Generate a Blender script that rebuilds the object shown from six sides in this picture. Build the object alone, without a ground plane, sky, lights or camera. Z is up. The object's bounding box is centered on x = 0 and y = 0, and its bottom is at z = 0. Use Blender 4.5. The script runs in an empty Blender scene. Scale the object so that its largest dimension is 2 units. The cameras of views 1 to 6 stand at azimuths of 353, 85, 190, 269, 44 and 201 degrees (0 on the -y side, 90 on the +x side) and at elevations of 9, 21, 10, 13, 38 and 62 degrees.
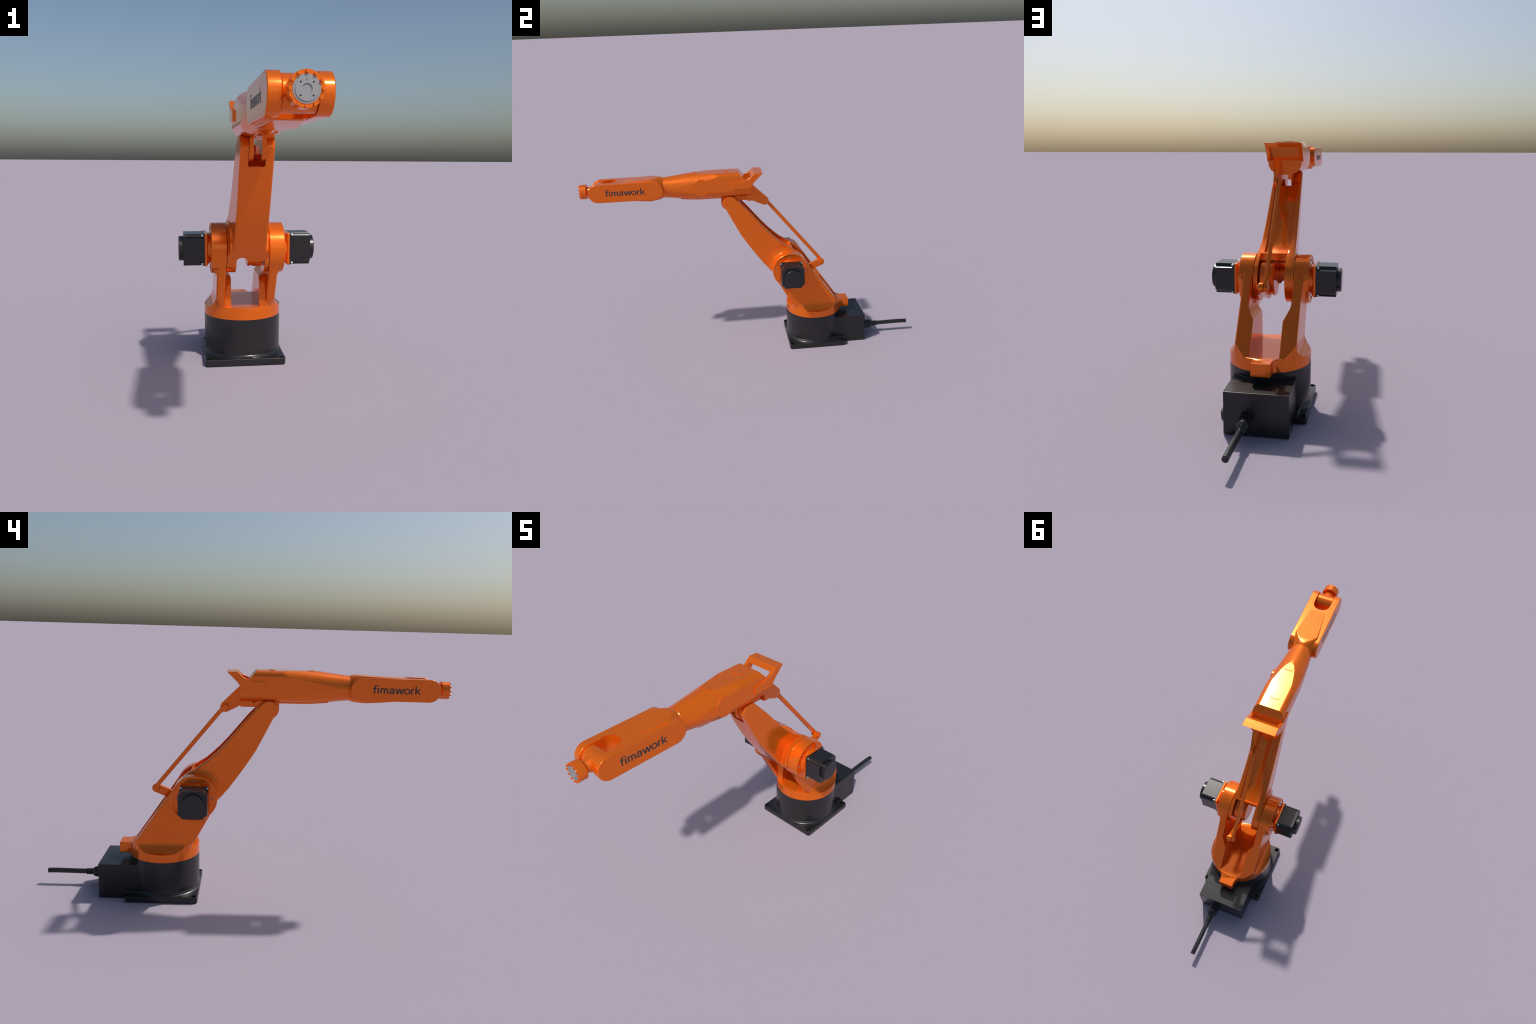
"""Orange six-axis industrial robot arm on a black base, built part by part."""
import bpy, bmesh, math
from math import pi, sin, cos, radians, hypot, atan2
from mathutils import Vector, Matrix

SHOULDER = (0.22, 0.532)      # y, z of the lower pivot
ELBOW = (-0.124, 0.954)       # y, z of the upper pivot
ROD_LOW = (0.428, 0.531)      # crank pin
ROD_UP = (0.084, 0.953)       # bracket pin
BASE_Y, BASE_R = 0.3825, 0.175
WRIST = (-0.885, 1.063)


# ------------------------------------------------------------------ materials
def material(name, colour, rough, metallic=0.0, bevel=0.0, grain=0.03, coat=0.0, spec=0.5):
    m = bpy.data.materials.new(name)
    m.use_nodes = True
    nt = m.node_tree
    b = nt.nodes["Principled BSDF"]
    co = nt.nodes.new("ShaderNodeTexCoord")
    nz = nt.nodes.new("ShaderNodeTexNoise")
    nz.inputs["Scale"].default_value = 22.0
    nz.inputs["Detail"].default_value = 3.0
    nt.links.new(co.outputs["Object"], nz.inputs["Vector"])
    ramp = nt.nodes.new("ShaderNodeValToRGB")
    ramp.color_ramp.elements[0].position = 0.3
    ramp.color_ramp.elements[1].position = 0.7
    ramp.color_ramp.elements[0].color = (*[c * (1 - grain) for c in colour], 1)
    ramp.color_ramp.elements[1].color = (*[c * (1 + grain) for c in colour], 1)
    nt.links.new(nz.outputs["Fac"], ramp.inputs["Fac"])
    nt.links.new(ramp.outputs["Color"], b.inputs["Base Color"])
    b.inputs["Roughness"].default_value = rough
    b.inputs["Metallic"].default_value = metallic
    b.inputs["Coat Weight"].default_value = coat
    b.inputs["Specular IOR Level"].default_value = spec
    if bevel:
        bv = nt.nodes.new("ShaderNodeBevel")
        bv.samples = 6
        bv.inputs["Radius"].default_value = bevel
        nt.links.new(bv.outputs["Normal"], b.inputs["Normal"])
    return m


ORANGE = material("orange_paint", (0.86, 0.162, 0.008), 0.135, metallic=0.5, grain=0.012)
BLACK = material("black_paint", (0.012, 0.0115, 0.0125), 0.30, grain=0.05)
MOTOR_BLACK = material("black_motor_plastic", (0.012, 0.0115, 0.0125), 0.28, grain=0.05)
RUBBER = material("black_cable_rubber", (0.013, 0.013, 0.014), 0.32, grain=0.08)
STEEL = material("bright_steel", (0.62, 0.62, 0.64), 0.28, metallic=1.0, grain=0.02)
FLANGE_GREY = material("grey_machined_metal", (0.29, 0.295, 0.30), 0.45, metallic=0.25, grain=0.02)
SCREW_GREY = material("grey_screw_metal", (0.22, 0.23, 0.26), 0.4, metallic=0.3, grain=0.03)
HOLE = material("dark_hole", (0.004, 0.004, 0.004), 0.8, grain=0.02)
INK = material("dark_grey_lettering", (0.026, 0.026, 0.032), 0.35, grain=0.02)


# ------------------------------------------------------------------ mesh kit
def mesh_object(name, verts, faces):
    me = bpy.data.meshes.new(name)
    me.from_pydata([tuple(v) for v in verts], [], faces)
    bm = bmesh.new(); bm.from_mesh(me)
    bmesh.ops.remove_doubles(bm, verts=bm.verts, dist=1e-6)
    bmesh.ops.recalc_face_normals(bm, faces=bm.faces)
    bm.to_mesh(me); bm.free()
    ob = bpy.data.objects.new(name, me)
    bpy.context.scene.collection.objects.link(ob)
    return ob


def arc(cy, cz, r, a0, a1, n=24):
    """points on a circle, degrees, measured from +first axis to +second axis"""
    return [(cy + r * cos(radians(a0 + (a1 - a0) * i / n)), cz + r * sin(radians(a0 + (a1 - a0) * i / n))) for i in range(n + 1)]


def signed_area(p):
    return 0.5 * sum(p[i - 1][0] * p[i][1] - p[i][0] * p[i - 1][1] for i in range(len(p)))


def inset(p, d):
    """move every edge of a closed outline inwards by d"""
    s = 1 if signed_area(p) > 0 else -1
    out, n = [], len(p)
    for i in range(n):
        a, b, c = Vector(p[i - 1]), Vector(p[i]), Vector(p[(i + 1) % n])
        e1, e2 = (b - a), (c - b)
        if e1.length < 1e-9 or e2.length < 1e-9:
            out.append(tuple(b)); continue
        e1.normalize(); e2.normalize()
        n1, n2 = Vector((-e1.y, e1.x)) * s, Vector((-e2.y, e2.x)) * s
        k = n1 + n2
        q = max(1 + n1.dot(n2), 0.35)
        out.append(tuple(b + k * d / q))
    return out


PLANES = {"x": lambda u, v, w: (w, u, v), "y": lambda u, v, w: (u, w, v), "z": lambda u, v, w: (u, v, w)}


def prism(name, outline, lo, hi, axis="x", bevel=0.0, steps=3):
    """outline extruded along an axis, long edges of both caps rounded by bevel"""
    at = PLANES[axis]
    rings = []
    if bevel:
        for i in range(steps + 1):
            t = pi / 2 * i / steps
            rings.append((lo + bevel * (1 - sin(t)), inset(outline, bevel * (1 - cos(t)))))
        rings = rings[::-1]
        rings += [(hi - (w - lo), o) for w, o in rings[::-1]]
    else:
        rings = [(lo, outline), (hi, outline)]
    n = len(outline)
    verts = [at(u, v, w) for w, o in rings for u, v in o]
    faces = [(r * n + i, r * n + (i + 1) % n, (r + 1) * n + (i + 1) % n, (r + 1) * n + i)
             for r in range(len(rings) - 1) for i in range(n)]
    faces.append(tuple(range(n)))
    faces.append(tuple(range((len(rings) - 1) * n, len(rings) * n)))
    return mesh_object(name, verts, faces)


def loft(name, rings, caps=True):
    n = len(rings[0])
    verts = [p for r in rings for p in r]
    faces = [(k * n + i, k * n + (i + 1) % n, (k + 1) * n + (i + 1) % n, (k + 1) * n + i)
             for k in range(len(rings) - 1) for i in range(n)]
    if caps:
        faces += [tuple(range(n)), tuple(range((len(rings) - 1) * n, len(rings) * n))]
    return mesh_object(name, verts, faces)


def turned(name, profile, axis, centre, n=64):
    """profile = [(distance along axis, radius)...] turned round an axis through centre"""
    rings = []
    for w, r in profile:
        r = max(r, 1e-5)
        ring = []
        for i in range(n):
            a = 2 * pi * i / n
            u, v = r * cos(a), r * sin(a)
            if axis == "x": ring.append((w, centre[0] + u, centre[1] + v))
            elif axis == "y": ring.append((centre[0] + u, w, centre[1] + v))
            else: ring.append((centre[0] + u, centre[1] + v, w))
        rings.append(ring)
    return loft(name, rings)


def combine(a, b, how):
    m = a.modifiers.new("b", "BOOLEAN")
    m.operation, m.solver, m.object = how, "EXACT", b
    bpy.context.view_layer.update()
    me = bpy.data.meshes.new_from_object(a.evaluated_get(bpy.context.evaluated_depsgraph_get()))
    old = a.data
    a.modifiers.clear()
    a.data = me
    bpy.data.meshes.remove(old)
    bpy.data.objects.remove(b)
    return a


def cut(a, b): return combine(a, b, "DIFFERENCE")
def join(a, b): return combine(a, b, "UNION")
def keep(a, b): return combine(a, b, "INTERSECT")


def merge(a, *others):
    """put separate shells into one mesh"""
    bm = bmesh.new(); bm.from_mesh(a.data)
    for o in others:
        bm.from_mesh(o.data)
        bpy.data.objects.remove(o)
    bm.to_mesh(a.data); bm.free()
    return a


def mirror_x(ob, name):
    me = ob.data.copy()
    me.transform(Matrix.Scale(-1, 4, (1, 0, 0)))
    me.flip_normals()
    o = bpy.data.objects.new(name, me)
    bpy.context.scene.collection.objects.link(o)
    return o


def finish(ob, mat, parent, angle=32, edge=0.0):
    ob.data.materials.clear()
    ob.data.materials.append(mat)
    for p in ob.data.polygons:
        p.use_smooth = True
        p.material_index = 0
    ob.data.set_sharp_from_angle(angle=radians(angle))
    if edge:
        bv = ob.modifiers.new("soft_edges", "BEVEL")
        bv.width, bv.segments, bv.limit_method, bv.angle_limit = edge, 2, "ANGLE", radians(38)
        bv.use_clamp_overlap, bv.harden_normals = True, False
    wn = ob.modifiers.new("even_shading", "WEIGHTED_NORMAL")
    wn.keep_sharp, wn.weight = True, 60
    ob.parent = parent
    return ob


def hull(points):
    pts = sorted(set(points))
    def half(ps):
        h = []
        for p in ps:
            while len(h) > 1 and (h[-1][0] - h[-2][0]) * (p[1] - h[-2][1]) - (h[-1][1] - h[-2][1]) * (p[0] - h[-2][0]) <= 0:
                h.pop()
            h.append(p)
        return h[:-1]
    return half(pts) + half(pts[::-1])


def rounded_rect(w, zt, zb, rt, rb, k=8):
    """closed (x, z) section: half width w, top, bottom, corner radii top and bottom"""
    out = []
    for cx, cz, r, a in ((w - rt, zt - rt, rt, 0), (-w + rt, zt - rt, rt, 90), (-w + rb, zb + rb, rb, 180), (w - rb, zb + rb, rb, 270)):
        out += arc(cx, cz, r, a, a + 90, k)
    return out


def smooth_between(table, y):
    for (a, *p), (b, *q) in zip(table, table[1:]):
        if y <= b or b == table[-1][0]:
            t = min(max((y - a) / (b - a), 0), 1)
            return [u + (v - u) * t for u, v in zip(p, q)]


# ------------------------------------------------------------------ thing
robot = bpy.data.objects.new("industrial_robot_arm", None)
bpy.context.scene.collection.objects.link(robot)
robot.location = (0, BASE_Y, 0)
robot["label"] = "orange jointed factory robot arm on a black base"
robot["category"] = "robot arm"
bpy.context.view_layer.update()
parts = []


def part(ob, mat, parent=robot, angle=32, edge=0.0):
    finish(ob, mat, parent, angle, edge)
    if parent is robot:
        ob.matrix_parent_inverse = robot.matrix_world.inverted()
    return ob


# ------------------------------------------------------------------ base
HOLES = [(sx * 0.163, y) for sx in (-1, 1) for y in (0.222, 0.5465)]
y0, y1, hx = 0.2035, 0.5615, 0.1805
rc = 0.013
outline = (arc(hx - rc, y1 - rc, rc, 0, 90, 6) + arc(-hx + rc, y1 - rc, rc, 90, 180, 6)
           + arc(-hx + rc, y0 + rc, rc, 180, 270, 6) + arc(hx - rc, y0 + rc, rc, 270, 360, 6))
plate = prism("base_plate", outline, 0.0, 0.029, "z", 0.002)
# raised skirt that runs from the column to the rear corners
skirt = prism("skirt", [(0.147, 0.5605), (0.147, 0.50), (0.168, 0.43), (-0.168, 0.43), (-0.147, 0.50), (-0.147, 0.5605)], 0.02, 0.043, "z", 0.004)
plate = join(plate, skirt)
flare = turned("flare", [(0.02, 0.05), (0.02, 0.197), (0.0292, 0.197), (0.0296, 0.1880), (0.0312, 0.1835), (0.0342, 0.1798), (0.0385, 0.1772), (0.0440, 0.1758), (0.06, 0.16), (0.06, 0.05)], "z", (0, BASE_Y), 128)
limit = prism("limit", inset(outline, 0.0016), 0.01, 0.10, "z")
flare = keep(flare, limit)
plate = join(plate, flare)
for hx_, hy_ in HOLES:
    plate = cut(plate, turned("c", [(0.011, 0.0122), (0.06, 0.0122)], "z", (hx_, hy_), 28))
    plate = cut(plate, turned("c", [(-0.01, 0.0062), (0.06, 0.0062)], "z", (hx_, hy_), 20))
part(plate, BLACK, edge=0.001)

column = turned("base_column", [(0.03, 0.12), (0.03, 0.174), (0.04, BASE_R), (0.2068, BASE_R), (0.2068, 0.12)], "z", (0, BASE_Y), 160)
part(column, BLACK)

box = prism("junction_box", [(0.13, 0.0005), (0.13, 0.176), (-0.13, 0.176), (-0.13, 0.0005)], 0.44, 0.697, "y", 0.0015, 2)
groove = prism("groove", [(-0.14, 0.6135), (0.14, 0.6135), (0.14, 0.6148), (-0.14, 0.6148)], 0.1735, 0.18, "z")
box = cut(box, groove)
rim = keep(turned("rim", [(0.170, 0.1), (0.170, 0.1792), (0.1785, 0.1792), (0.1792, 0.1785), (0.1802, 0.1755), (0.1802, 0.1)], "z", (0, BASE_Y), 128),
           prism("lim", [(-0.1295, 0.45), (0.1295, 0.45), (0.1295, 0.6), (-0.1295, 0.6)], 0.1, 0.2, "z"))
box = merge(box, rim)
part(box, BLACK)
screw_mesh = None
for sx in (-1, 1):
    for y in (0.6215, 0.6885):
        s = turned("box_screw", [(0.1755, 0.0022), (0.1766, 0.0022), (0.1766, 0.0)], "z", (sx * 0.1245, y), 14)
        part(s, HOLE, box)

# cable gland and cable
GX, GZ = 0.039, 0.0655
gland_axis = (GX, GZ)
hexn = [(GX + 0.031 * cos(radians(a)), GZ + 0.031 * sin(radians(a))) for a in range(0, 360, 60)]
gland = prism("cable_gland", hexn, 0.692, 0.716, "y", 0.002)
gland = merge(gland, turned("g", [(0.716, 0.0), (0.716, 0.0255), (0.72, 0.0275), (0.742, 0.0275), (0.755, 0.0255), (0.762, 0.0200), (0.766, 0.017), (0.768, 0.0145)]
              + [(0.768 + 0.0083 * i + d, r) for i in range(4) for d, r in ((0.0, 0.0138), (0.0018, 0.0170), (0.0042, 0.0170), (0.006, 0.0138))]
              + [(0.803, 0.0132), (0.803, 0.0)], "y", gland_axis, 40))
part(gland, RUBBER)
path = [(0.0390, 0.79, 0.0655), (0.0392, 0.85, 0.0660), (0.0396, 0.91, 0.0670), (0.0404, 0.96, 0.0671), (0.0412, 1.0, 0.0655)]
rings, CR = [], 0.0128
for i in range(33):
    t = i / 32 * (len(path) - 1)
    k = min(int(t), len(path) - 2); f = t - k
    p = [Vector(path[min(max(k + d, 0), len(path) - 1)]) for d in (-1, 0, 1, 2)]
    c = 0.5 * ((2 * p[1]) + (p[2] - p[0]) * f + (2 * p[0] - 5 * p[1] + 4 * p[2] - p[3]) * f * f + (3 * p[1] - p[0] - 3 * p[2] + p[3]) * f ** 3)
    rings.append([(c.x + CR * cos(2 * pi * j / 28), min(c.y, 1.0), c.z + CR * sin(2 * pi * j / 28)) for j in range(28)])
part(loft("cable", rings), RUBBER)

# ------------------------------------------------------------------ turntable with the two legs
ring_section = [(-0.176, 0.2072), (0.176, 0.2072), (0.176, 0.247), (0.165, 0.2495), (0.153, 0.2555), (0.142, 0.266), (0.134, 0.281), (0.1295, 0.30), (0.12, 0.30), (0.12, 0.262),
                (-0.12, 0.262), (-0.12, 0.30), (-0.1295, 0.30), (-0.134, 0.281), (-0.142, 0.266), (-0.153, 0.2555), (-0.165, 0.2495), (-0.176, 0.247)]
drumring = turned("r", [(0.2072, 0.01), (0.2072, BASE_R), (0.2575, BASE_R), (0.2605, BASE_R - 0.0015), (0.262, BASE_R - 0.005), (0.262, 0.01)], "z", (0, BASE_Y), 192)
tall = turned("r", [(0.2072, 0.01), (0.2072, BASE_R), (0.31, BASE_R), (0.31, 0.01)], "z", (0, BASE_Y), 192)
tall = keep(tall, prism("s", ring_section, 0.1, 0.7, "y"))
# front and rear of the rim stay at the lower, rounded edge
FOOT = (0.5445, 0.25)
_dx, _dz = FOOT[0] - SHOULDER[0], FOOT[1] - SHOULDER[1]
_t = atan2(_dz, _dx) + math.acos(0.1075 / hypot(_dx, _dz))     # tangent point on the drum
TANGENT = (SHOULDER[0] + 0.1075 * cos(_t), SHOULDER[1] + 0.1075 * sin(_t))
rear = lambda z: FOOT[0] + (z - FOOT[1]) * (TANGENT[0] - FOOT[0]) / (TANGENT[1] - FOOT[1])
front = lambda z: 0.2045 - (z - 0.327) * 0.58
tall = keep(tall, prism("s2", [(front(0.2), 0.2), (rear(0.2), 0.2), (rear(0.32), 0.32), (front(0.32), 0.32)], -0.3, 0.3, "x"))
low_cut = prism("s3", [(-0.2, 0.19), (0.2, 0.19), (0.2, 0.246), (0.176, 0.247), (0.165, 0.2495), (0.153, 0.2555), (0.142, 0.2645), (-0.142, 0.2645), (-0.153, 0.2555), (-0.165, 0.2495), (-0.176, 0.247), (-0.2, 0.246)], 0.1, 0.7, "y")
drumring = keep(drumring, low_cut)
turret = join(drumring, tall)
lump = prism("l", [(-0.0405, 0.606)] + arc(-0.0905, 0.582, 0.05, 0, -70, 8) + [(-0.09, 0.50), (0.09, 0.50)] + arc(0.0905, 0.582, 0.05, 250, 180, 8) + [(0.0405, 0.606)], 0.2055, 0.2617, "z", 0.003)
turret = join(turret, lump)

leg_pts = hull([(round(a, 5), round(b, 5)) for a, b in arc(*SHOULDER, 0.1075, 0, 360, 96)[:-1]] + [(front(0.25) + 0.001, 0.25), (rear(0.25), 0.25)])
leg = prism("leg", leg_pts, 0.0905, 0.1305, "x", 0.008, 4)
seat = join(turned("seat", [(0.20, 0.01), (0.20, BASE_R - 0.0008), (0.45, BASE_R - 0.0008), (0.45, 0.01)], "z", (0, BASE_Y), 192),
            keep(turned("cone", [(0.2615, 0.01), (0.2615, BASE_R - 0.0008), (0.30, 0.2000), (0.36, 0.2620), (0.9, 0.7), (0.9, 0.01)], "z", (0, BASE_Y), 192),
                 prism("front_half", [(-0.6, 0.2), (0.43, 0.2), (0.43, 1.0), (-0.6, 1.0)], -0.9, 0.9, "x")))
leg = keep(leg, seat)
drum = turned("d", [(0.0905, 0.05), (0.0905, 0.1075), (0.092, 0.109), (0.1525, 0.109), (0.155, 0.1065), (0.155, 0.1025), (0.1532, 0.1020), (0.1532, 0.05)], "x", SHOULDER, 112)
leg = join(leg, drum)
fillet = turned("f", [(0.11, 0.09), (0.11, 0.128), (0.1306, 0.126), (0.1335, 0.119), (0.139, 0.1125), (0.146, 0.1085), (0.146, 0.09)], "x", SHOULDER, 96)
fillet = keep(fillet, prism("p", inset(leg_pts, 0.0065), 0.1, 0.2, "x"))
leg = join(leg, fillet)
rr = lambda z: rear(z) + 0.0004
rib_rings = [[(x, y, z) for y, z in o] for x, o in (
    (0.063, ((0.238, 0.25), (0.248, 0.33), (0.252, 0.372), (0.262, 0.389), (0.285, 0.397), (rr(0.395) - 0.002, 0.395), (rr(0.25) - 0.002, 0.25))),
    (0.066, ((0.237, 0.25), (0.246, 0.33), (0.249, 0.375), (0.259, 0.393), (0.283, 0.401), (rr(0.399), 0.399), (rr(0.25), 0.25))),
    (0.078, ((0.236, 0.25), (0.240, 0.33), (0.243, 0.384), (0.252, 0.404), (0.280, 0.417), (rr(0.420), 0.420), (rr(0.25), 0.25))),
    (0.088, ((0.236, 0.25), (0.232, 0.33), (0.228, 0.390), (0.236, 0.412), (0.270, 0.436), (rr(0.440), 0.440), (rr(0.25), 0.25))),
    (0.094, ((0.238, 0.25), (0.222, 0.33), (0.216, 0.400), (0.226, 0.428), (0.265, 0.452), (rr(0.458), 0.458), (rr(0.25), 0.25))),
    (0.112, ((0.25, 0.25), (0.24, 0.33), (0.235, 0.400), (0.245, 0.430), (0.275, 0.456), (rr(0.470), 0.470), (rr(0.25), 0.25))))]
rib = keep(loft("rib", rib_rings), turned("rc", [(0.2, 0.01), (0.2, BASE_R - 0.0006), (0.5, BASE_R - 0.0006), (0.5, 0.01)], "z", (0, BASE_Y), 192))
leg = join(leg, rib)
leg2 = mirror_x(leg, "leg2")
turret = join(turret, leg)
turret = join(turret, leg2)
turret.name = "turntable"
part(turret, ORANGE, angle=30, edge=0.0012)

bolt_src = None
for sx in (-1, 1):
    for k in range(8):
        a = radians(45 * k)
        y, z = 0.085 * sin(a), 0.085 * cos(a)
        if bolt_src is None:
            bolt_src = turned("drum_bolt", [(0.151, 0.0), (0.151, 0.0042), (0.1550, 0.0042), (0.1558, 0.0032), (0.1558, 0.0)], "x", (0, 0), 16)
            b = finish(bolt_src, SCREW_GREY, turret)
        else:
            b = bolt_src.copy()
            bpy.context.scene.collection.objects.link(b)
        b.location = (0, SHOULDER[0] + y, SHOULDER[1] + z)
        b.rotation_euler = (0, 0, 0 if sx > 0 else pi)

# ------------------------------------------------------------------ motors (local frame on the shoulder axis)
H = 0.0675
def square(h, r, k=5):
    return arc(h - r, h - r, r, 0, 90, k) + arc(-h + r, h - r, r, 90, 180, k) + arc(-h + r, -h + r, r, 180, 270, k) + arc(h - r, -h + r, r, 270, 360, k)
def notched(h, r):
    o = []
    for q in range(4):
        a = 90 * q
        c = [(h, h - r)] + arc(h + 0.001, h + 0.001, r, 262, 188, 8) + [(h - r, h)]
        for u, v in c:
            o.append((u * cos(radians(a)) - v * sin(radians(a)), u * sin(radians(a)) + v * cos(radians(a))))
    return o
mount = turned("motor_mount", [(0.148, 0.0), (0.148, 0.073), (0.152, 0.073), (0.156, 0.068), (0.160, 0.066), (0.170, 0.066), (0.170, 0.0)], "x", (0, 0), 72)
ring_at = lambda x, h, r: [(x, u, v) for u, v in square(h, r)]
mount = join(mount, loft("p", [ring_at(0.154, 0.052, 0.03), ring_at(0.171, 0.0675, 0.006), ring_at(0.1725, 0.069, 0.005), ring_at(0.1805, 0.069, 0.005)]))
body = prism("motor_housing", notched(H, 0.0185), 0.186, 0.2705, "x", 0.0012, 2)
body = merge(body, prism("fl", square(0.068, 0.006), 0.1805, 0.1885, "x", 0.0012, 2))
cap = turned("motor_cap", [(0.2695, 0.0), (0.2695, 0.0530), (0.288, 0.0530), (0.2905, 0.0505), (0.291, 0.049), (0.291, 0.0)], "x", (0, 0), 72)
screw = turned("motor_screw", [(0.188, 0.0), (0.188, 0.0062), (0.1945, 0.0062), (0.196, 0.0045), (0.196, 0.0)], "x", (0, 0), 18)
finish(mount, ORANGE, robot); finish(body, MOTOR_BLACK, robot); finish(cap, MOTOR_BLACK, body); finish(screw, STEEL, body)
inv = robot.matrix_world.inverted()
for sx in (1, -1):
    group = [mount, body, cap, screw]
    if sx < 0:
        group = [o.copy() for o in group]
        for o in group: bpy.context.scene.collection.objects.link(o)
        group[2].parent = group[1]; group[3].parent = group[1]
    for o in group[:2]:
        o.matrix_parent_inverse = inv
        o.location = (0, *SHOULDER)
        o.rotation_euler = (0, 0, 0 if sx > 0 else pi)
    first = group[3]
    for k, (u, v) in enumerate(((1, 1), (-1, 1), (-1, -1), (1, -1))):
        s = first if k == 0 else first.copy()
        if k: bpy.context.scene.collection.objects.link(s)
        s.location = (0, u * 0.0605, v * 0.0605)

# ------------------------------------------------------------------ upper arm
FRONT = [(-0.1645, 0.940), (-0.148, 0.912), (-0.107, 0.828), (-0.069, 0.752), (-0.021, 0.676), (0.024, 0.611), (0.066, 0.553), (0.112, 0.502)]
REAR = [(0.300, 0.608), (0.262, 0.636), (0.222, 0.660), (0.178, 0.689), (0.153, 0.711), (0.110, 0.752), (0.062, 0.805), (-0.02, 0.905), (-0.0715, 0.9665), (-0.089, 0.988)]
tip = arc(*ELBOW, 0.0435, 40, 195, 18)
low = arc(*SHOULDER, 0.108, 196, 400, 40)
side = tip + FRONT[1:-1] + low + REAR[1:-2]
def along(y, z):
    """0 at the elbow, 1 at the shoulder"""
    d = Vector((SHOULDER[0] - ELBOW[0], SHOULDER[1] - ELBOW[1]))
    return min(max(((y - ELBOW[0]) * d.x + (z - ELBOW[1]) * d.y) / d.length_squared, -0.1), 1.1)
def back(y, z):
    """signed distance towards the rear of the pivot line"""
    d = Vector((SHOULDER[0] - ELBOW[0], SHOULDER[1] - ELBOW[1])).normalized()
    return (y - ELBOW[0]) * -d.y + (z - ELBOW[1]) * d.x
def half_width(y, z):
    return 0.0665 + 0.0125 * along(y, z) + 0.075 * back(y, z)
BV, ST = 0.007, 4
prof = []
for i in range(ST + 1):
    t = pi / 2 * i / ST
    prof.append((BV * (1 - sin(t)), inset(side, BV * (1 - cos(t)))))
ringsL = [[(-(half_width(y, z) - drop), y, z) for y, z in o] for drop, o in prof]
ringsL = ringsL[::-1]
ringsR = [[(half_width(y, z) - drop, y, z) for y, z in o] for drop, o in prof]
arm = loft("upper_arm", ringsL + ringsR)
hub_profile = [(0.03, 0.02), (0.03, 0.1375), (0.0795, 0.1375), (0.0805, 0.128), (0.083, 0.119), (0.0862, 0.1125), (0.0885, 0.1085), (0.0885, 0.02)]
flare = turned("flare", hub_profile, "x", SHOULDER, 112)
clip = prism("clip", inset(side, 0.0008), 0.0, 0.2, "x")
flare = keep(flare, clip)
flare2 = mirror_x(flare, "flare2")
arm = join(arm, flare)
arm = join(arm, flare2)
# open channel in the back of the arm
channel = [(-0.030, 0.955), (-0.080, 0.945), (-0.042, 0.905), (-0.001, 0.855), (0.040, 0.805), (0.087, 0.750), (0.124, 0.711), (0.146, 0.686), (0.172, 0.664), (0.200, 0.649), (0.232, 0.6375), (0.31, 0.72), (0.02, 0.99)]
arm = cut(arm, prism("c", channel, -0.0555, 0.0555, "x", 0.008, 3))
# hollow between the two hubs, open to the rear and below
hollow = hull(arc(*SHOULDER, 0.083, 0, 360, 60)[:-1] + [(0.40, 0.50), (0.30, 0.36), (0.225, 0.36), (0.40, 0.60)])
arm = cut(arm, prism("c", hollow, -0.0495, 0.0705, "x"))
arm = cut(arm, prism("c", [(0.236, 0.52), (0.40, 0.52), (0.40, 0.80), (0.30, 0.74), (0.242, 0.6365)], -0.0495, 0.0705, "x"))
arm = cut(arm, prism("c", [(0.0705, 0.4885), (0.0705, 0.36), (-0.0495, 0.36), (-0.0495, 0.4885)] + [(-0.0270 + 0.0215 * cos(radians(a)), 0.4885 + 0.0145 * sin(radians(a))) for a in range(170, 0, -20)] + [(-0.0045, 0.4885)], 0.0, 0.30, "y"))
# fork at the elbow
fork = hull(arc(*ELBOW, 0.083, 190, 250, 8) + arc(*ELBOW, 0.066, 250, 330, 8) + [(-0.20, 1.05), (-0.03, 1.05), (-0.20, 0.89)])
arm = cut(arm, prism("c", fork, -0.0322, 0.0322, "x", 0.004, 2))
part(arm, ORANGE, angle=28, edge=0.0012)

# ------------------------------------------------------------------ crank and link rod
crank = turned("crank", [(0.002, 0.03), (0.002, 0.0775), (0.006, 0.0815), (0.012, 0.0820), (0.014, 0.079), (0.022, 0.079), (0.024, 0.0822), (0.064, 0.0822), (0.066, 0.080), (0.066, 0.03)], "x", SHOULDER, 80)
lever = hull(arc(*ROD_LOW, 0.0215, 0, 360, 32)[:-1] + arc(0.275, 0.468, 0.0200, 0, 360, 16)[:-1])
crank = merge(crank, prism("lever", lever, 0.0215, 0.0415, "x", 0.0025))
crank = merge(crank, turned("pin", [(-0.001, 0.0), (-0.001, 0.011), (0.0475, 0.011), (0.0485, 0.0095), (0.0485, 0.0)], "x", ROD_LOW, 28))
part(crank, ORANGE)

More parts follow.
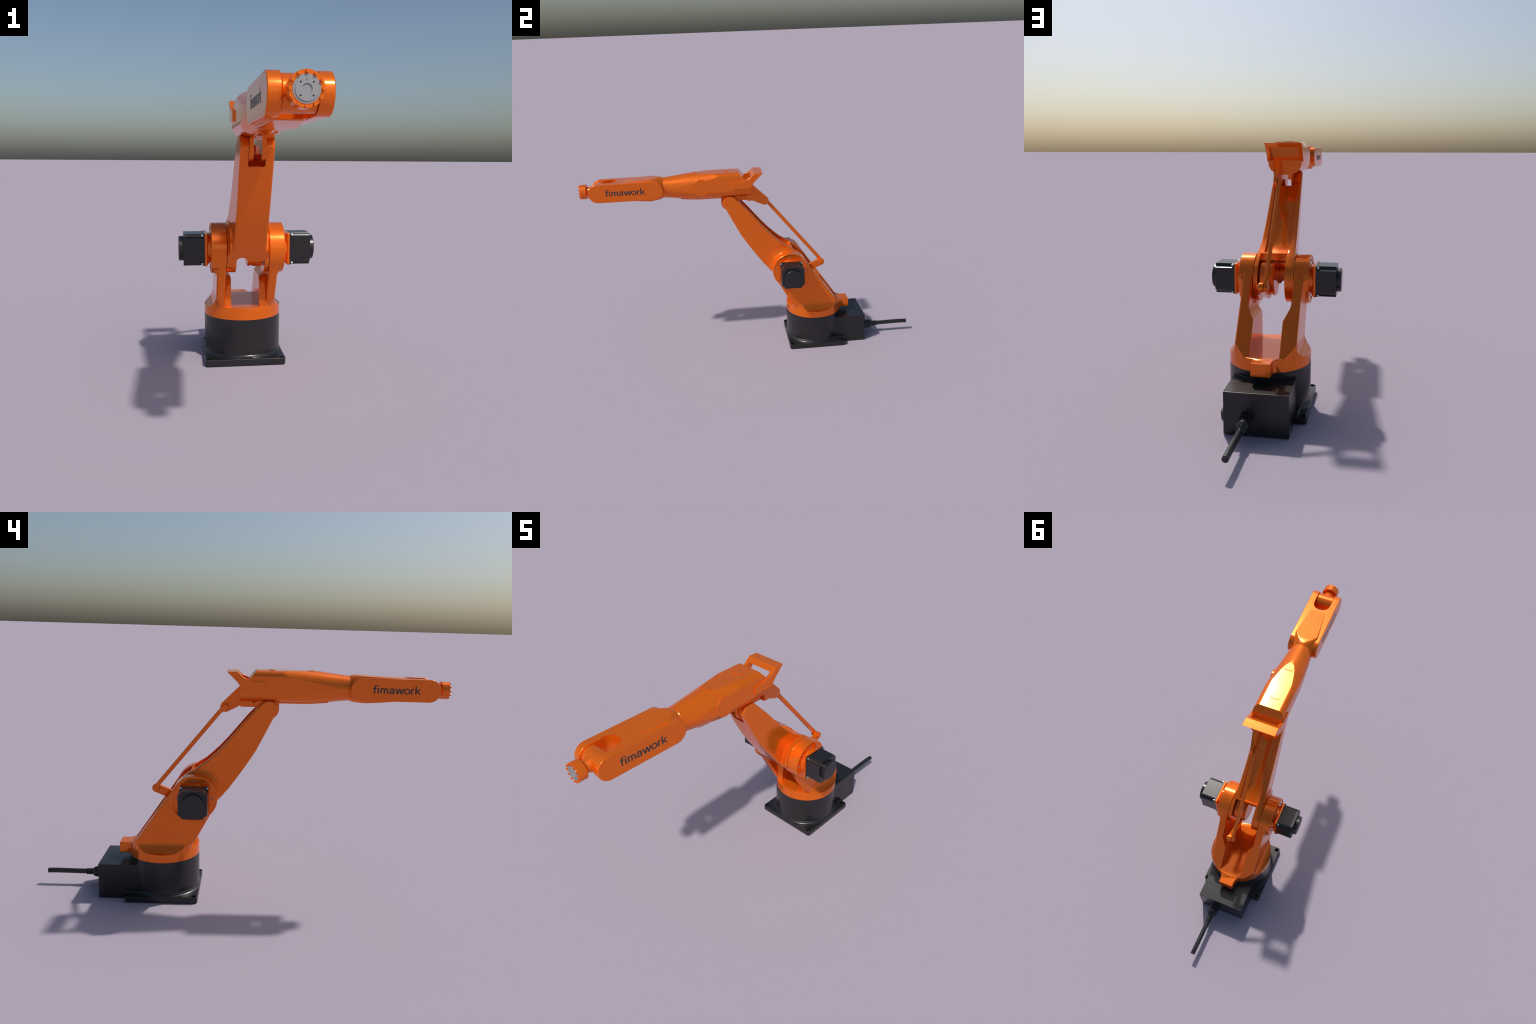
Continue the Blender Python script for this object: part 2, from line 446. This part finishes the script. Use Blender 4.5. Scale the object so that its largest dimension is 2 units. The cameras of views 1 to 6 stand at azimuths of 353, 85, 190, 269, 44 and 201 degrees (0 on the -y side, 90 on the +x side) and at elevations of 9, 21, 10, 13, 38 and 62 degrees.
d = Vector((ROD_UP[0] - ROD_LOW[0], ROD_UP[1] - ROD_LOW[1])); L = d.length; d.normalize()
nrm = Vector((-d.y, d.x))
def rod_point(s, o): return (ROD_LOW[0] + d.x * s + nrm.x * o, ROD_LOW[1] + d.y * s + nrm.y * o)
w = 0.0102
ang = math.degrees(atan2(d.y, d.x))
o = -0.0070
rod_outline = ([rod_point(0.030, -w + o), rod_point(L - 0.030, -w + o), rod_point(L - 0.012, -0.0140)] + arc(*ROD_UP, 0.0145, ang - 62, ang + 62, 14)
               + [rod_point(L - 0.012, 0.0125), rod_point(L - 0.035, w + o), rod_point(0.035, w + o), rod_point(0.012, 0.0125)] + arc(*ROD_LOW, 0.0165, ang + 118, ang + 242, 14) + [rod_point(0.012, -0.0150)])
rod = prism("link_rod", rod_outline, 0.0045, 0.0212, "x", 0.003)
part(rod, ORANGE)

# ------------------------------------------------------------------ forearm
SECTIONS = [  # y, half width, top, bottom, corner radius top, corner radius bottom
    (-0.515, 0.0640, 1.1400, 0.9820, 0.0250, 0.0250),
    (-0.448, 0.0672, 1.1400, 0.9850, 0.0290, 0.0380),
    (-0.398, 0.0718, 1.1392, 0.9880, 0.0290, 0.0420),
    (-0.338, 0.0762, 1.1386, 0.9905, 0.0290, 0.0450),
    (-0.290, 0.0783, 1.1383, 0.9905, 0.0290, 0.0460),
    (-0.240, 0.0793, 1.1383, 0.9905, 0.0290, 0.0480),
    (-0.190, 0.0797, 1.1383, 0.9905, 0.0290, 0.0480),
    (0.0125, 0.0790, 1.1383, 0.9905, 0.0290, 0.0480)]
CONE = [(-0.5090, 0.0), (-0.5090, 0.0590), (-0.5065, 0.0606), (-0.475, 0.0636), (-0.448, 0.0668), (-0.398, 0.0732), (-0.338, 0.0808), (-0.294, 0.0860), (-0.230, 0.0930), (-0.190, 0.0990), (-0.180, 0.13), (0.05, 0.13), (0.05, 0.0)]
rings = []
ys = [s[0] for s in SECTIONS]
for y in ys:
    rings.append([(x, y, z) for x, z in rounded_rect(*smooth_between(SECTIONS, y), k=12)])
forearm = loft("forearm", rings)
forearm = keep(forearm, turned("cone", CONE, "y", (0, 1.0613), 160))
forearm = cut(forearm, prism("c", [(-0.0635, 1.1383), (0.0135, 1.050), (0.1, 1.0), (0.1, 1.25), (-0.0635, 1.25)], -0.2, 0.2, "x"))
# stem with the two elbow lugs below the body, blended into its underside
stem_side = arc(*ELBOW, 0.0515, 180, 285, 26) + [(-0.083, 0.9615), (0.012, 0.9615), (0.012, 1.01), (-0.1755, 1.01)]
stem = prism("stem", stem_side, -0.0312, 0.0312, "x", 0.001, 1)
stem = cut(stem, prism("c", [(-0.3, 0.85), (0.1, 0.85), (0.1, 0.984), (-0.3, 0.984)], -0.0150, 0.0150, "x"))
forearm = join(forearm, stem)
fillet_section = [(0.0300, 0.9625), (0.0318, 0.9645), (0.0335, 0.978), (0.0370, 0.9885), (0.0450, 0.9950), (0.0560, 1.0020), (0.060, 1.02), (0.030, 1.02)]
blend = prism("blend", fillet_section, -0.045, 0.0118, "y")
tipb = loft("tb", [[(x, -0.045, z) for x, z in fillet_section],
                   [(0.030 + (x - 0.030) * 0.12, -0.080, max(z, 0.993)) for x, z in fillet_section]])
keel_side = [(-0.172, 0.9815), (-0.30, 0.9818), (-0.355, 0.9850), (-0.41, 0.9905), (-0.43, 1.02), (-0.172, 1.02)]
forearm = join(forearm, prism("keel", keel_side, -0.0335, 0.0335, "x", 0.004, 3))
blend2 = mirror_x(blend, "b2"); tipb2 = mirror_x(tipb, "t2")
# solid rear half of the stem
for o in (blend, blend2, tipb, tipb2): forearm = join(forearm, o)
# round boss on the right side
boss = turned("boss", [(0.05, 0.0), (0.05, 0.0500), (0.0780, 0.0498), (0.0788, 0.0490), (0.0788, 0.0)], "x", (-0.289, 1.063), 64)
forearm = join(forearm, boss)
# raised tabs on the roof
for y in (-0.1355, -0.326):
    tab = prism("tab", [(-0.0235, y - 0.013), (0.0235, y - 0.013), (0.0235, y + 0.013), (-0.0235, y + 0.013)], 1.132, 1.1412, "z", 0.0006, 1)
    forearm = join(forearm, tab)
part(forearm, ORANGE, angle=9, edge=0.0008)

# bracket that carries the upper rod pin, thinning towards the pin
bsec = [(-0.02, 1.05), (0.0165, 1.056), (0.101, 0.973)] + arc(*ROD_UP, 0.0262, 45, -118, 16) + [(0.0120, 0.9625), (-0.02, 0.9625)]
def bx(y, lo):
    t = min(max((y - 0.010) / 0.06, 0), 1)
    return (0.0150 + 0.0075 * t) if lo else (0.0560 - 0.0190 * t)
bracket = loft("rod_bracket", [[(bx(y, True), y, z) for y, z in bsec], [(bx(y, True) + 0.002, y, z) for y, z in bsec], [(bx(y, False) - 0.002, y, z) for y, z in bsec], [(bx(y, False), y, z) for y, z in bsec]])
bracket = merge(bracket, turned("pin", [(0.001, 0.0), (0.001, 0.0105), (0.0385, 0.0105), (0.0395, 0.0095), (0.0395, 0.0)], "x", ROD_UP, 28))
part(bracket, ORANGE, forearm)

# carrying handle behind the forearm
hs = [(-0.106, 1.0455), (0.0005, 1.0455), (0.0165, 1.0690), (0.0280, 1.0835), (0.0770, 1.1310), (0.0285, 1.1325), (0.0000, 1.1080), (-0.0150, 1.1000), (-0.030, 1.0950), (-0.048, 1.0905), (-0.070, 1.0872), (-0.106, 1.0868)]
handle = prism("carrying_handle", hs, -0.0865, 0.0865, "x", 0.0018, 2)
handle = cut(handle, prism("c", [(-0.2, 1.0), (0.2, 1.0), (0.2, 1.1125), (-0.2, 1.1125)], -0.0695, 0.0695, "x"))
handle = cut(handle, prism("c", [(-0.2, 1.0), (-0.012, 1.0), (-0.028, 1.2), (-0.2, 1.2)], -0.0762, 0.0762, "x"))
part(handle, ORANGE, forearm, edge=0.0008)

# ------------------------------------------------------------------ wrist housing
def stadium(r):
    return arc(-0.885, 1.0622, r, -90, -270, 28) + arc(-0.563, 1.0630, r, 90, -90, 28)
cheek = prism("wrist_housing", stadium(0.0535), 0.0445, 0.0805, "x", 0.0035, 4)
cheek2 = mirror_x(cheek, "c2")
core = prism("core", [(-0.8300, 1.0107), (-0.575, 1.0107), (-0.575, 1.1167), (-0.8300, 1.1167)], -0.052, 0.052, "x")
core = cut(core, turned("u", [(0.9, 0.0455), (1.2, 0.0455)], "z", (0.0, -0.8235), 64))
core = cut(core, prism("u", [(-0.90, 0.9), (-0.8235, 0.9), (-0.8235, 1.2), (-0.90, 1.2)], -0.0455, 0.0455, "x"))
BLOCK = [
    (-0.5070, 0.0594, 1.1207, 1.0019, 0.0592, 0.0592),
    (-0.5160, 0.0610, 1.1232, 1.0000, 0.0570, 0.0570),
    (-0.5320, 0.0625, 1.1262, 0.9950, 0.0500, 0.0500),
    (-0.5600, 0.0640, 1.1252, 0.9955, 0.0250, 0.0250),
    (-0.5850, 0.0625, 1.1235, 0.9960, 0.0060, 0.0060),
    (-0.6600, 0.0540, 1.1205, 0.9995, 0.0040, 0.0040),
    (-0.7660, 0.0415, 1.1172, 1.0080, 0.0030, 0.0030),
    (-0.7750, 0.0400, 1.1100, 1.0150, 0.0030, 0.0030)]
block = loft("block", [[(x, y, z) for x, z in rounded_rect(*p, k=8)] for y, *p in BLOCK])
housing = join(cheek, cheek2)
housing = join(housing, core)
housing = join(housing, block)
part(housing, ORANGE, angle=26, edge=0.0008)

joint = turned("wrist_joint", [(-0.0436, 0.02), (-0.0436, 0.0450), (-0.042, 0.0465), (0.042, 0.0465), (0.0436, 0.0450), (0.0436, 0.02)], "x", WRIST, 96)
neck = turned("neck", [(-0.885, 0.0), (-0.885, 0.0345), (-0.918, 0.0345), (-0.934, 0.0300), (-0.945, 0.0265), (-0.950, 0.0265), (-0.958, 0.0265), (-0.958, 0.0)][::-1], "y", (0, WRIST[1]), 72)
joint = join(joint, neck)
part(joint, ORANGE)

FZ = 1.0615
flange = turned("tool_flange", [(-0.9925, 0.0), (-0.9925, 0.0412), (-0.9915, 0.0425), (-0.958, 0.0425), (-0.956, 0.041), (-0.955, 0.0)], "y", (0, FZ), 96)
part(flange, ORANGE)
face = turned("flange_disc", [(-0.9965, 0.0), (-0.9965, 0.0268), (-0.9945, 0.0272), (-0.9945, 0.0320), (-0.9920, 0.0325), (-0.9920, 0.0)], "y", (0, FZ), 96)
face = cut(face, turned("c", [(-1.01, 0.0128), (-0.9940, 0.0118), (-0.9938, 0.0)], "y", (0, FZ), 48))
part(face, FLANGE_GREY, flange)
face.parent = flange
pin = turned("flange_pin", [(-0.9985, 0.0), (-0.9985, 0.0015), (-0.9975, 0.0025), (-0.9955, 0.0025), (-0.9955, 0.0)], "y", (0.0005, FZ + 0.0215), 20)
part(pin, STEEL, flange)
hole0 = None
for sx in (-1, 1):
    for sz in (-1, 1):
        if hole0 is None:
            hole0 = finish(turned("flange_hole", [(-0.9968, 0.0), (-0.9968, 0.0021), (-0.9958, 0.0021), (-0.9958, 0.0)], "y", (0, 0), 12), HOLE, flange)
            h = hole0
        else:
            h = hole0.copy(); bpy.context.scene.collection.objects.link(h)
        h.location = (sx * 0.0145, 0, FZ + sz * 0.0145)
fb0 = None
for k in range(12):
    a = radians(30 * k)
    if fb0 is None:
        fb0 = finish(turned("flange_bolt", [(-0.9998, 0.0), (-0.9998, 0.0038), (-0.9985, 0.0043), (-0.990, 0.0043), (-0.990, 0.0)], "y", (0, 0), 18), ORANGE, flange)
        b = fb0
    else:
        b = fb0.copy(); bpy.context.scene.collection.objects.link(b)
    b.location = (0.0378 * sin(a), 0, FZ + 0.0378 * cos(a))

# ------------------------------------------------------------------ lettering on both cheeks
LW = 0.125      # stroke width, in cap heights
X = 0.66        # height of the small letters
def bow(cx, cz, rx, rz, a0, a1, n=14):
    return [(cx + rx * cos(radians(a0 + (a1 - a0) * i / n)), cz + rz * sin(radians(a0 + (a1 - a0) * i / n))) for i in range(n + 1)]
GLYPHS = {  # strokes as centre lines, advance width; the letters stand on 0
    "f": ([bow(0.30, 0.80, 0.15, 0.15, 70, 180, 8) + [(0.15, 0.0)], [(0.0, X - 0.05), (0.33, X - 0.05)]], 0.40),
    "i": ([[(0.08, 0.0), (0.08, X)], [(0.08, 0.83), (0.08, 0.95)]], 0.25),
    "m": ([[(0.08, 0.0), (0.08, X)], [(0.08, 0.30)] + bow(0.225, 0.43, 0.145, 0.185, 180, 0) + [(0.37, 0.0)], [(0.37, 0.30)] + bow(0.515, 0.43, 0.145, 0.185, 180, 0) + [(0.66, 0.0)]], 0.80),
    "a": ([bow(0.24, 0.46, 0.175, 0.155, 165, 0) + [(0.415, 0.0)],
           [(0.415, 0.37)] + bow(0.235, 0.195, 0.185, 0.165, 90, 270, 12) + bow(0.235, 0.20, 0.18, 0.17, 270, 350, 6)], 0.56),
    "w": ([[(0.03, X), (0.205, 0.0)], [(0.205, 0.0), (0.38, X)], [(0.38, X), (0.555, 0.0)], [(0.555, 0.0), (0.73, X)]], 0.79),
    "o": ([bow(0.27, X / 2, 0.235, 0.285, 0, 360, 28)], 0.60),
    "r": ([[(0.08, 0.0), (0.08, X)], [(0.08, 0.32)] + bow(0.27, 0.40, 0.19, 0.215, 180, 75, 8)], 0.38),
    "k": ([[(0.08, 0.0), (0.08, 0.98)], [(0.10, 0.22), (0.44, X)], [(0.22, 0.36), (0.47, 0.0)]], 0.50)}


def ribbon(line, width):
    """outline faces of a stroke that follows a centre line"""
    left, right, n = [], [], len(line)
    for i, p in enumerate(line):
        a, b = Vector(line[max(i - 1, 0)]), Vector(line[min(i + 1, n - 1)])
        if n > 3 and line[0] == line[-1] and i in (0, n - 1):
            a, b = Vector(line[-2]), Vector(line[1])
        t = (b - a).normalized()
        o = Vector((-t.y, t.x)) * width / 2
        left.append(Vector(p) + o); right.append(Vector(p) - o)
    return left, right


def lettering(sx):
    verts, faces, pen, layer = [], [], 0.0, 0
    for ch in "fimawork":
        strokes, advance = GLYPHS[ch]
        for line in strokes:
            left, right = ribbon(line, LW)
            top = 0.00035 + 0.00006 * (layer % 4)
            layer += 1
            n, base = len(line), len(verts)
            for h in (-0.0006, top):
                verts += [(pen + p.x, p.y, h) for p in left] + [(pen + p.x, p.y, h) for p in right]
            for i in range(n - 1):
                for off in (0, 2 * n):
                    faces.append((base + off + i, base + off + i + 1, base + off + n + i + 1, base + off + n + i))
                for side_ in (0, n):
                    faces.append((base + side_ + i, base + side_ + i + 1, base + side_ + 2 * n + i + 1, base + side_ + 2 * n + i))
            for e in (0, n - 1):
                faces.append((base + e, base + n + e, base + 3 * n + e, base + 2 * n + e))
        pen += advance
    xs = [v[0] for v in verts]
    lo, hi = min(xs), max(xs)
    out = [(sx * (0.0805 + h), -0.7265 + sx * ((x - (lo + hi) / 2) / (hi - lo) * 0.2270), 1.0462 + z * 0.0392) for x, z, h in verts]
    finish(mesh_object("lettering", out, faces), INK, housing)
for sx in (1, -1):
    lettering(sx)
